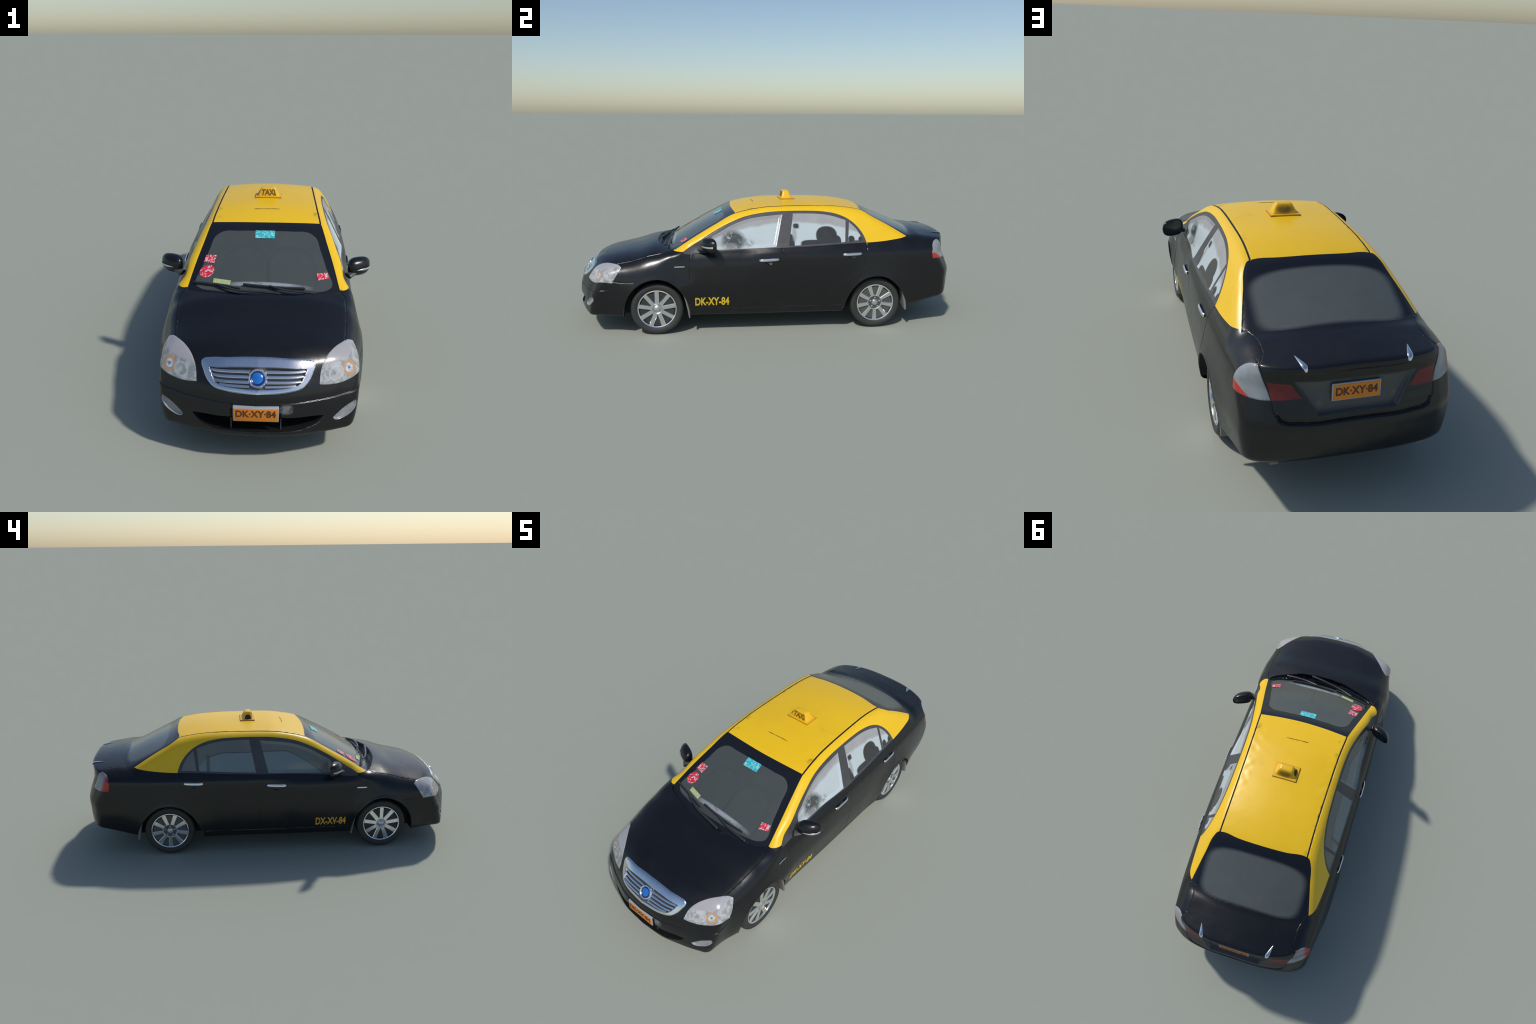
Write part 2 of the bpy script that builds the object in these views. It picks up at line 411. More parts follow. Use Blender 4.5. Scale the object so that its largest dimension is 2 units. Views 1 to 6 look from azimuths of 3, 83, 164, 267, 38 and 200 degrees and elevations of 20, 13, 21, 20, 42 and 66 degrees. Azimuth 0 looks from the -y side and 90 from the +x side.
def regions(C):
    """part name of every triangle centre C"""
    f = Fields(C); g = f.get
    ax, y, z = f.ax, f.y, f.z
    R = np.full(len(C), 'body_shell', dtype=object)
    def put(name, m):
        R[m] = name
    arch_y = np.abs(y) < 2
    put('front_bumper', y < -.70)
    put('front_fender', (y < -.407) & (ax > .2) & (z > .10) & ~((y < -.69) & (z < .279)) & (y > -.80) & ~((y<-.76)&(z<.279)))
    hood = (z > .30) & (y < -.3) & (ax < np.interp(y, [-.90,-.80,-.726,-.631,-.53,-.488], [.21,.295,.305,.314,.311,.2985])) & (y > -.93) & (g('grille') > 0) & (z > np.interp(ax, [0,.19,.21], [.34,.338,.33]))
    put('bonnet', hood)
    door_z = z > .1005
    dm = np.interp(z, [.10,.30,.40,.44], [.080,.082,.075,.058])
    df = np.interp(z, [.10,.25,.35,.413], [-.405,-.409,-.409,-.4045])
    dr = np.interp(z, [.10,.236,.262,.315,.39,.4555], [.44,.44,.452,.478,.502,.503])
    lat = ax > .2
    put('front_door', lat & door_z & (y > df) & (y <= dm) & (z < .60))
    put('rear_door', lat & door_z & (y > dm) & (y <= dr) & (z < .60))
    put('rear_quarter_panel', (y > dr) & (z > .118))
    put('rear_bumper', (y > .70) & (z < .364) & ((y > .86) | (z < .30)))
    put('boot_lid', (y > .72) & (z > .45) & (ax < np.interp(y, [.738,.765,.824,.879,.900], [.2965,.262,.259,.262,.281])))
    put('boot_lid', (y > .88) & (z > np.interp(ax, [0,.05,.172,.229], [.305,.3045,.304,.3125])) & (ax < np.interp(z, [.3125,.328,.365,.412,.459], [.229,.2425,.253,.266,.281])))
    und = z < np.interp(y, [-1,.4,.72,.81,.9,1], [.1005,.1005,.121,.133,.145,.158]) - .001
    put('underside', und & (ax < .34))
    put('roof_frame', g('yellow') < 0)
    put('roof_panel', (g('yellow') < 0) & (g('ditch') < 0) & (z > .58))
    put('roof_ditch_strip', (np.abs(g('ditch')) < .0036) & (g('yellow') < 0) & (y > -.172) & (y < .498))
    put('window_trim', g('dlo') < 0)
    put('front_door_glass', g('glass_f') < 0)
    put('rear_door_glass', g('glass_r') < 0)
    put('quarter_glass', g('glass_q') < 0)
    put('windscreen_border', g('screen') < 0)
    put('windscreen_glass', g('screen_clear') < 0)
    put('rear_window', g('backlight') < 0)
    put('grille_frame', g('grille') < 0)
    put('grille_backing', g('grille_in') < 0)
    put('air_intake', g('intake') < 0)
    put('fog_lamp', g('fog') < 0)
    put('headlamp', g('headlamp') < 0)
    put('number_plate_panel', g('panel') < 0)
    put('reversing_lamp', g('lamp_in') < 0)
    put('tail_lamp', g('taillamp') < 0)
    return R
SIDED = {'front_fender','front_door','rear_door','rear_quarter_panel','roof_frame','roof_ditch_strip','window_trim','front_door_glass','rear_door_glass','quarter_glass',
         'fog_lamp','headlamp','reversing_lamp','tail_lamp'}

# ================================================================ Blender side
import bpy, math, random
from mathutils import Vector, Matrix
random.seed(7)

# ---------------------------------------------------------------- materials
class Nodes:
    def __init__(s, name):
        s.m = bpy.data.materials.new(name); s.m.use_nodes = True
        s.t = s.m.node_tree; s.n = s.t.nodes; s.l = s.t.links
        s.b = s.n['Principled BSDF']
        s.tc = s.n.new('ShaderNodeTexCoord'); s.obj = s.tc.outputs['Object']
        sp = s.n.new('ShaderNodeSeparateXYZ'); s.l.new(s.obj, sp.inputs[0])
        s.x, s.y, s.z = sp.outputs
    def put(s, sock, v):
        if isinstance(v, bpy.types.NodeSocket):
            s.l.new(v, sock)
        elif isinstance(v, (tuple, list)):
            sock.default_value = tuple(v) + ((1,) if len(v) == 3 and len(sock.default_value) == 4 else ())
        else:
            sock.default_value = v
    def math(s, op, a, b=0., c=0., clamp=False):
        n = s.n.new('ShaderNodeMath'); n.operation = op; n.use_clamp = clamp
        for i, v in enumerate((a, b, c)):
            s.put(n.inputs[i], v)
        return n.outputs[0]
    def step(s, v, lo, hi):
        n = s.n.new('ShaderNodeMapRange'); n.interpolation_type = 'SMOOTHSTEP'
        s.put(n.inputs[0], v); n.inputs[1].default_value = lo; n.inputs[2].default_value = hi
        if lo > hi:
            n.inputs[1].default_value, n.inputs[2].default_value = hi, lo
            n.inputs[3].default_value, n.inputs[4].default_value = 1, 0
        return n.outputs[0]
    def mix(s, f, a, b):
        n = s.n.new('ShaderNodeMix'); n.data_type = 'RGBA'
        s.put(n.inputs[0], f); s.put(n.inputs[6], a); s.put(n.inputs[7], b)
        return n.outputs[2]
    def noise(s, scale, detail=4, rough=.55, stretch=None, warp=0.):
        n = s.n.new('ShaderNodeTexNoise'); n.inputs['Scale'].default_value = scale
        n.inputs['Detail'].default_value = detail; n.inputs['Roughness'].default_value = rough
        n.inputs['Distortion'].default_value = warp
        v = s.obj
        if stretch:
            mp = s.n.new('ShaderNodeMapping'); mp.inputs['Scale'].default_value = stretch
            s.l.new(v, mp.inputs[0]); v = mp.outputs[0]
        s.l.new(v, n.inputs['Vector'])
        return n.outputs[0]
    def ell(s, a, b, ca, cb, ra, rb, soft=.15, power=2):
        """1 inside the ellipse in sockets a, b"""
        u = s.math('ABSOLUTE', s.math('DIVIDE', s.math('SUBTRACT', a, ca), ra))
        v = s.math('ABSOLUTE', s.math('DIVIDE', s.math('SUBTRACT', b, cb), rb))
        d = s.math('ADD', s.math('POWER', u, power), s.math('POWER', v, power))
        d = s.math('POWER', d, 1/power)
        return s.step(d, 1+soft, 1-soft)
    def mul(s, a, b): return s.math('MULTIPLY', a, b)
    def mx(s, a, b): return s.math('MAXIMUM', a, b)
    def bump(s, h, strength=.2, dist=.002):
        n = s.n.new('ShaderNodeBump'); n.inputs['Strength'].default_value = strength; n.inputs['Distance'].default_value = dist
        s.l.new(h, n.inputs['Height']); s.l.new(n.outputs[0], s.b.inputs['Normal'])
    def done(s, color, rough=.4, metal=0., coat=0., spec=.5, coat_rough=.05):
        s.put(s.b.inputs['Base Color'], color); s.put(s.b.inputs['Roughness'], rough)
        s.put(s.b.inputs['Metallic'], metal); s.put(s.b.inputs['Coat Weight'], coat)
        s.b.inputs['Coat Roughness'].default_value = coat_rough
        s.put(s.b.inputs['Specular IOR Level'], spec)
        return s.m

def mat_black(name='black_paint', patch=False):
    k = Nodes(name)
    col = k.mix(k.noise(9, 5), (.0050,.0055,.0070), (.0085,.0088,.0100))
    dust = k.step(k.noise(5, 6, .65), .52, .78)
    col = k.mix(k.mul(dust, .30), col, (.018,.0175,.016))
    if patch:   # grey smear beside the front number plate
        m = k.ell(k.x, k.z, .092, .212, .022, .015, .35, 4)
        m = k.mul(m, k.step(k.noise(60, 3), .2, .6))
        col = k.mix(k.mul(m, .8), col, (.20,.215,.22))
    k.bump(k.noise(26, 3, .5), .10, .004)
    return k.done(col, k.math('ADD', k.mul(k.noise(14, 4), .14), .19))

def mat_yellow():
    k = Nodes('yellow_paint')
    col = k.mix(k.noise(6, 6, .6), (.88,.525,.008), (.94,.590,.014))
    fleck = k.mul(k.step(k.noise(70, 5, .7), .60, .72), k.step(k.noise(7, 3), .50, .66))
    col = k.mix(k.mul(fleck, .45), col, (.62,.48,.02))
    grime = k.mul(k.step(k.noise(11, 6, .7), .60, .80), .35)
    col = k.mix(grime, col, (.50,.30,.02))
    # brown smudges beside the roof seams and round the sign
    edge = k.step(k.math('ABSOLUTE', k.math('SUBTRACT', k.math('ABSOLUTE', k.x), .214)), .024, .0)
    sm = k.mul(k.mul(edge, k.step(k.noise(17, 4, .6), .56, .70)), k.step(k.z, .60, .615))
    col = k.mix(k.mul(sm, .65), col, (.22,.13,.02))
    k.bump(k.noise(22, 3, .5), .10, .004)
    return k.done(col, k.math('ADD', k.mul(k.noise(12, 4), .16), .27))

def mat_plain(name, c1, c2, rough=.5, metal=0., scale=30, coat=0., spec=.5, bump=0.):
    k = Nodes(name)
    if bump:
        k.bump(k.noise(scale*3, 3), bump, .001)
    return k.done(k.mix(k.noise(scale, 4), c1, c2), rough, metal, coat, spec)

def mat_windscreen():
    k = Nodes('windscreen_glass')
    col = k.mix(k.noise(10, 4), (.060,.070,.068), (.082,.093,.089))
    streak = k.step(k.noise(18, 5, .6, (3.5, .7, .7), .6), .52, .72)
    col = k.mix(k.mul(streak, .35), col, (.085,.09,.088))
    for cx, cy, rx, ry in ((-.075,-.47,.10,.16),(.11,-.46,.10,.15)):     # seat shapes behind the glass
        ring = k.mul(k.ell(k.x, k.y, cx, cy, rx, ry, .07, 2.6), k.math('SUBTRACT', 1, k.ell(k.x, k.y, cx, cy, rx*.9, ry*.93, .07, 2.6)))
        col = k.mix(k.mul(ring, .13), col, (.025,.029,.028))
    dash_reflection = k.ell(k.x, k.math('ADD', k.y, k.mul(k.x, .02)), .02, -.492, .140, .009, .35, 4)  # pale strip painted on the glass: reflection of the dashboard
    col = k.mix(k.mul(dash_reflection, k.step(k.noise(30, 3, .5, (1, 4, 1)), .15, .55)), col, (.30,.34,.36))
    low = k.step(k.y, -.502, -.512)
    col = k.mix(k.mul(low, .5), col, (.05,.05,.052))
    return k.done(col, .16)

def mat_rear_window():
    k = Nodes('rear_window_glass')
    xa = k.math('ABSOLUTE', k.x)
    m = k.ell(xa, k.y, 0, .6665, .242, .112, .085, 4.5)
    grey = k.mix(k.noise(9, 5, .6, None, .5), (.078,.091,.088), (.112,.125,.119))
    blot = k.step(k.noise(24, 5, .65, None, 1.), .55, .75)
    grey = k.mix(k.mul(blot, .3), grey, (.11,.118,.112))
    return k.done(k.mix(m, (.0075,.009,.013), grey), .2)

def mat_glass_sunny():
    k = Nodes('bright_window_glass')
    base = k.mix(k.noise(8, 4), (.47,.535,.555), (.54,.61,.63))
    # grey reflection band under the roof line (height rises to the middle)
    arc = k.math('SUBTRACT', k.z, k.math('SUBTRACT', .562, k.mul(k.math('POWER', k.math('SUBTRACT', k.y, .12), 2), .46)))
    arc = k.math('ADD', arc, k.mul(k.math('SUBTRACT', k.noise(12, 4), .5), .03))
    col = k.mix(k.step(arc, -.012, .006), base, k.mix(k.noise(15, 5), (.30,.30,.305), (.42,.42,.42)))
    dark = k.mix(k.noise(35, 3), (.030,.032,.032), (.055,.056,.055))
    def add(m, c=None, amt=1.):
        nonlocal col
        col = k.mix(k.mul(m, amt), col, c or dark)
    add(k.ell(k.y, k.z, .294, .492, .055, .046, .07, 2.3))              # rear head rest
    add(k.ell(k.y, k.z, .335, .458, .034, .036, .08, 3))
    add(k.ell(k.y, k.z, .215, .452, .058, .022, .12, 3))
    add(k.ell(k.y, k.z, .106, .462, .020, .042, .10, 2))                # front seat back
    add(k.ell(k.y, k.z, .137, .541, .015, .012, .35, 4))                # hanging thing
    add(k.ell(k.y, k.z, .127, .500, .011, .030, .4, 3), (.30,.31,.31), .7)
    n = k.noise(28, 5, .65, None, .8)
    add(k.mul(k.ell(k.y, k.z, -.188, .474, .056, .046, .30, 2.2), k.step(n, .33, .50)), (.05,.055,.055), .95)
    add(k.mul(k.ell(k.y, k.z, -.120, .462, .034, .022, .4, 2), k.step(n, .42, .6)), (.20,.21,.21), .8)
    add(k.ell(k.y, k.z, -.205, .448, .040, .016, .4, 2), (.33,.34,.34), .6)
    add(k.ell(k.y, k.z, .424, .474, .017, .016, .15, 2))
    add(k.ell(k.y, k.z, .474, .472, .013, .014, .15, 2))
    low = k.mul(k.step(k.y, .40, .41), k.step(k.z, .472, .463))
    add(low)
    return k.done(col, .22)

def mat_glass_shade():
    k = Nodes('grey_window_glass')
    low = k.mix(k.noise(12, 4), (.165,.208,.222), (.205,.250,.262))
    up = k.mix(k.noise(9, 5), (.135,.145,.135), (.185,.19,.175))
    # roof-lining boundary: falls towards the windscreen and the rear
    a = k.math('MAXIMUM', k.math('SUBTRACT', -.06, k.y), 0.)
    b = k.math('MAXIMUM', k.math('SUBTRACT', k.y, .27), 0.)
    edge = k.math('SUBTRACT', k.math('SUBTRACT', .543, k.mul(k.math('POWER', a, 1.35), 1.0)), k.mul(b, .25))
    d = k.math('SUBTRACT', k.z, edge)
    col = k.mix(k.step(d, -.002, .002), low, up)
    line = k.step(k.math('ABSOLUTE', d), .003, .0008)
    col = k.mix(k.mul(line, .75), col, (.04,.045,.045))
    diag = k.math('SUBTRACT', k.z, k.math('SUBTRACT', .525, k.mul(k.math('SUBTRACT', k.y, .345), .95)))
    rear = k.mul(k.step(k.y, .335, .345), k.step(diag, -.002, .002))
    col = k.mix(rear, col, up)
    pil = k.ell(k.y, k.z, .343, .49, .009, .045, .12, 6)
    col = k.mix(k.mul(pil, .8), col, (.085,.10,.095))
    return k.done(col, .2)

def mat_headlamp():
    k = Nodes('headlamp_lens')
    ax = k.math('ABSOLUTE', k.x)
    low = k.mix(k.step(k.noise(38, 5, .6, None, .6), .35, .65), (.27,.28,.285), (.50,.505,.51))
    upc = k.mix(k.noise(60, 3), (.37,.36,.375), (.42,.405,.42))
    ridge = k.math('SUBTRACT', k.z, k.math('ADD', .340, k.mul(k.math('ADD', k.y, .83), .20)))
    col = k.mix(k.step(ridge, -.003, .002), low, upc)
    rr = [k.math('POWER', k.math('SUBTRACT', v, c), 2) for v, c in ((ax,.306),(k.y,-.866),(k.z,.306))]
    r = k.math('SQRT', k.math('ADD', k.math('ADD', rr[0], rr[1]), rr[2]))
    n = k.noise(90, 3)
    ring = k.mul(k.step(r, .0165, .0185), k.step(r, .0275, .0245))
    col = k.mix(k.mul(k.step(r, .036, .028), .35), col, (.20,.205,.21))
    col = k.mix(k.mul(ring, k.step(n, .25, .6)), col, (.62,.29,.08))
    col = k.mix(k.step(r, .0165, .0135), col, k.mix(k.step(n, .45, .55), (.62,.65,.67), (.40,.42,.45)))
    col = k.mix(k.step(r, .006, .0045), col, (.18,.19,.2))
    r2 = k.ell(ax, k.z, .262, .300, .026, .022, .12, 2)
    r3 = k.ell(ax, k.z, .262, .300, .020, .017, .15, 2)
    col = k.mix(k.mul(k.math('SUBTRACT', r2, r3), .5), col, (.60,.62,.63))
    return k.done(col, .18, coat=.4)

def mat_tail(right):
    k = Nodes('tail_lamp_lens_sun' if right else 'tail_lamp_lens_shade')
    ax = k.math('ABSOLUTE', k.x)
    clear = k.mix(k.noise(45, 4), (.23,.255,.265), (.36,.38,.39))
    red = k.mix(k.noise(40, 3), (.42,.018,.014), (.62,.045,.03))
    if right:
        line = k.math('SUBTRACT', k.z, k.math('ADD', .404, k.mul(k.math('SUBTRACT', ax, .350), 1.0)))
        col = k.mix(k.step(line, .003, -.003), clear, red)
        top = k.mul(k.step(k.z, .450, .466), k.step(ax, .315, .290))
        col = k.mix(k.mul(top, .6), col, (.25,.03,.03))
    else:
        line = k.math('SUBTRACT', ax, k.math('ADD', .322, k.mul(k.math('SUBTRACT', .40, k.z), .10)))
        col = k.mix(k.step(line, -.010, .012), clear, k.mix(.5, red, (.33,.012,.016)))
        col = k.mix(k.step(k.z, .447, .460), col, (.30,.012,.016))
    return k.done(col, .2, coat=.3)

M = {}
def make_materials():
    M['black'] = mat_black(); M['bumper'] = mat_black('bumper_paint', True); M['yellow'] = mat_yellow()
    M['trim'] = mat_plain('window_trim_rubber', (.045,.046,.050), (.080,.081,.086), .42, scale=25)
    M['gap'] = mat_plain('dark_rubber', (.008,.008,.009), (.014,.014,.015), .6)
    M['border'] = mat_plain('glass_border_black', (.0075,.009,.013), (.011,.0125,.017), .2)
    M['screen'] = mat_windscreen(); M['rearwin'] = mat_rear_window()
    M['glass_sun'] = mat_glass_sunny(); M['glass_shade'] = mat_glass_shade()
    M['chrome'] = mat_plain('chrome', (.78,.80,.84), (.92,.93,.95), .13, 1., scale=40, bump=.15)
    M['cup'] = mat_plain('handle_cup_grey', (.05,.055,.065), (.10,.105,.115), .3, .3)
    M['lip'] = mat_plain('arch_lip_dusty', (.020,.019,.018), (.075,.068,.060), .6, scale=8)
    M['grille_back'] = mat_plain('grille_mesh_grey', (.10,.10,.105), (.22,.22,.225), .4, .6, scale=60)
    M['intake'] = mat_plain('intake_black', (.003,.003,.003), (.006,.006,.0065), .8, spec=.15)
    M['fog'] = mat_plain('fog_lamp_lens', (.20,.205,.21), (.36,.365,.37), .2, coat=.3, scale=50)
    M['head'] = mat_headlamp()
    M['tail_r'] = mat_tail(True); M['tail_l'] = mat_tail(False)
    M['red'] = mat_plain('red_lens', (.13,.009,.010), (.21,.015,.015), .4, scale=60)
    k = Nodes('plate_panel_grey')
    c = k.mix(k.noise(7, 5), (.065,.068,.068), (.100,.103,.100))
    for cx, cz in ((.115,.347),(-.118,.352)):
        c = k.mix(k.mul(k.ell(k.x, k.z, cx, cz, .009, .009, .4), .7), c, (.12,.125,.125))
    M['panel'] = k.done(c, .4)
    M['under'] = mat_plain('underside_black', (.006,.006,.006), (.015,.014,.013), .8)
    M['tyre'] = mat_plain('tyre_rubber', (.028,.028,.028), (.040,.040,.039), .65, scale=40, bump=.2)
    M['rim'] = mat_plain('alloy_silver', (.86,.87,.86), (.95,.96,.95), .17, 1., scale=45)
    M['hub'] = mat_plain('hub_silver', (.38,.39,.39), (.75,.76,.75), .38, .8, scale=60)
    M['wheel_dark'] = mat_plain('brake_grey', (.022,.024,.027), (.055,.058,.062), .6, .2, scale=30)
    M['wheel_grey'] = mat_plain('brake_drum_grey', (.07,.072,.072), (.12,.12,.12), .6, .2, scale=30)
    M['flap'] = mat_plain('mud_flap_grey', (.17,.16,.15), (.25,.235,.22), .75, scale=30)
    M['mirror'] = mat_plain('mirror_glass', (.02,.025,.028), (.035,.042,.045), .12)
    M['silver'] = mat_plain('indicator_silver', (.50,.52,.54), (.65,.67,.70), .2, .6)
    M['wiper'] = mat_plain('wiper_black', (.020,.021,.024), (.045,.046,.050), .38, scale=30)
    k = Nodes('orange_plate')
    c = k.mix(k.noise(30, 5, .6), (.70,.205,.012), (.86,.275,.02))
    c = k.mix(k.mul(k.step(k.noise(55, 5, .7), .56, .72), .45), c, (.42,.13,.03))
    M['plate'] = k.done(c, .45)
    M['plate_ink'] = mat_plain('plate_ink', (.05,.015,.010), (.16,.055,.02), .5, scale=70)
    M['plate_edge'] = mat_plain('plate_edge_silver', (.40,.42,.46), (.55,.56,.58), .35, .3)
    M['letter'] = mat_plain('yellow_lettering', (.62,.40,.012), (.85,.60,.03), .45, scale=90)
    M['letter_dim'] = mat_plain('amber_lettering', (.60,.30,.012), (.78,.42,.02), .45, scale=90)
    M['ink'] = mat_plain('sign_ink', (.07,.035,.006), (.30,.16,.012), .5, scale=120)
    k = Nodes('sign_yellow')
    c = k.mix(k.noise(20, 5), (.82,.47,.01), (.90,.54,.018))
    back = k.mul(k.step(k.y, .128, .134), k.ell(k.x, k.z, .0, .672, .032, .014, .5, 2))
    c = k.mix(k.mul(back, k.step(k.noise(40, 4), .25, .6)), c, (.22,.13,.012))
    M['sign'] = k.done(c, .3)
    M['sign_edge'] = mat_plain('sign_base_edge', (.35,.16,.02), (.55,.29,.03), .5, scale=60)
    M['blue'] = mat_plain('badge_blue', (.004,.09,.45), (.02,.25,.72), .2, .2, scale=70, coat=.5)
    M['navy'] = mat_plain('badge_navy', (.006,.012,.07), (.012,.03,.16), .25, scale=70)
    def sticker(name, base, ink, sc, lo, hi):
        k = Nodes(name)
        f = k.step(k.noise(sc, 2, .5, None, 1.2), lo, hi)
        return k.done(k.mix(f, base, ink), .4)
    M['teal'] = sticker('teal_sticker', (.03,.48,.54), (.55,.78,.80), 95, .56, .61)
    M['redst'] = sticker('red_sticker', (.70,.020,.060), (.72,.58,.58), 95, .53, .57)
    M['green'] = sticker('pale_green_sticker', (.42,.50,.22), (.60,.65,.45), 60, .55, .62)

# ---------------------------------------------------------------- object helpers
ROOT = None
def link(o, parent=None):
    bpy.context.scene.collection.objects.link(o)
    o.parent = parent if parent is not None else ROOT
    return o

def empty(name, parent=None, loc=(0,0,0)):
    o = bpy.data.objects.new(name, None); o.empty_display_size = .05
    o.location = loc
    return link(o, parent)

def mesh_obj(name, V, F, mat, parent=None, smooth=True, normals=None, angle=None):
    me = bpy.data.meshes.new(name)
    me.from_pydata([tuple(map(float, v)) for v in V], [], [tuple(map(int, f)) for f in F])
    me.materials.append(mat)
    me.polygons.foreach_set('use_smooth', [smooth]*len(me.polygons))
    if normals is not None:
        me.normals_split_custom_set_from_vertices([tuple(map(float, n)) for n in normals])
    elif smooth and angle:
        me.set_sharp_from_angle(angle=math.radians(angle))
    me.update()
    return link(bpy.data.objects.new(name, me), parent)

class Part:
    """collects primitives into one mesh"""
    def __init__(s): s.V = []; s.F = []
    def add(s, V, F):
        b = len(s.V); s.V += [tuple(v) for v in V]; s.F += [tuple(b+i for i in f) for f in F]
    def grid(s, G, close_u=False, close_v=False):
        G = np.asarray(G); nu, nv = G.shape[:2]; F = []
        for i in range(nu if close_u else nu-1):
            for j in range(nv if close_v else nv-1):
                a, b = i*nv+j, i*nv+(j+1) % nv
                c, d = ((i+1) % nu)*nv+(j+1) % nv, ((i+1) % nu)*nv+j
                F.append((a, b, c, d))
        s.add(G.reshape(-1, 3), F)
    def tube(s, pts, rx, rz=None, n=10, taper=None, up=(0,0,1), cap=True):
        """sweep an ellipse along pts: rx across, rz along the up direction"""
        pts = np.array(pts, float); rz = rz or rx; G = []
        for i, p in enumerate(pts):
            t = pts[min(i+1, len(pts)-1)] - pts[max(i-1, 0)]; t /= np.linalg.norm(t)
            a = np.cross(t, up); a /= np.linalg.norm(a); b = np.cross(a, t)
            k = 1 if taper is None else taper[i]
            G.append([p + k*(rx*np.cos(q)*a + rz*np.sin(q)*b) for q in np.linspace(0, 2*np.pi, n, endpoint=False)])
        base = len(s.V); s.grid(G, close_v=True)
        if cap:
            s.F.append(tuple(base+i for i in range(n))[::-1]); m = base+(len(pts)-1)*n
            s.F.append(tuple(m+i for i in range(n)))
    def lathe_x(s, prof, n=64, x0=0., sx=1):
        """revolve (x, r) profile around the x axis"""
        G = [[(x0+sx*x, r*np.cos(q), r*np.sin(q)) for q in np.linspace(0, 2*np.pi, n, endpoint=False)] for x, r in prof]
        s.grid(G, close_v=True)
    def rbox(s, c, h, r=.2, axes=None, n=5, taper=None):
        """rounded box: centre, half sizes, corner radius (m)"""
        c = np.array(c, float); h = np.array(h, float); r = min(r, h.min()*.999)
        A = np.eye(3) if axes is None else np.array(axes, float)
        nu, nv = 8*n, 4*n; G = []
        for i in range(nv+1):
            ph = -np.pi/2 + np.pi*i/nv; row = []
            for j in range(nu):
                th = 2*np.pi*(j+.5)/nu
                d = np.array([np.cos(ph)*np.cos(th), np.cos(ph)*np.sin(th), np.sin(ph)])
                sg = np.where(d >= 0, 1, -1)
                p = sg*(h-r) + d*r
                if taper is not None:
                    p = taper(p)
                row.append(c + p @ A)
            G.append(row)
        base = len(s.V); s.grid(G, close_v=True)
        s.F.append(tuple(base+i for i in range(nu))[::-1]); m = base+nv*nu
        s.F.append(tuple(m+i for i in range(nu)))
    def obj(s, name, mat, parent=None, angle=40, smooth=True):
        o = mesh_obj(name, s.V, s.F, mat, parent, smooth, angle=angle)
        return o

def bisect(fun, a, b, n=32):
    a = np.array(a, float); b = np.array(b, float)
    for _ in range(n):
        m = (a+b)/2; ins = fun(m) < 0
        a = np.where(ins, m, a); b = np.where(ins, b, m)
    return a
def surf_x(y, z, s=1):
    y = np.asarray(y, float); z = np.asarray(z, float)
    return bisect(lambda x: body_field(s*x, y, z), np.zeros(y.shape), np.full(y.shape, .5))
def surf_z(x, y):
    x = np.asarray(x, float); y = np.asarray(y, float)
    return bisect(lambda z: body_field(x, y, z), np.full(x.shape, .30), np.full(x.shape, .8))
def surf_y(x, z, front):
    x = np.asarray(x, float); z = np.asarray(z, float); s = -1 if front else 1
    return bisect(lambda y: body_field(x, y, z), np.zeros(x.shape), np.full(x.shape, s*1.3))
def surf_n(p):
    g = grad(BF, np.array([p], float))[0]
    return g/np.linalg.norm(g)

def text_mesh(body, extrude=.0006):
    """text as (V, F) scaled to the unit box in x, y; z = thickness"""
    cu = bpy.data.curves.new('lettering', 'FONT'); cu.body = body; cu.resolution_u = 4; cu.offset = .03
    cu.extrude = .05
    o = bpy.data.objects.new('lettering', cu); bpy.context.scene.collection.objects.link(o)
    bpy.context.view_layer.update()
    me = bpy.data.meshes.new_from_object(o.evaluated_get(bpy.context.evaluated_depsgraph_get()))
    V = np.array([v.co[:] for v in me.vertices]); F = [tuple(p.vertices) for p in me.polygons]
    bpy.data.objects.remove(o); bpy.data.curves.remove(cu); bpy.data.meshes.remove(me)
    lo, hi = V.min(0), V.max(0)
    V = (V-lo)/(hi-lo); V[:, 2] *= extrude
    return V, F

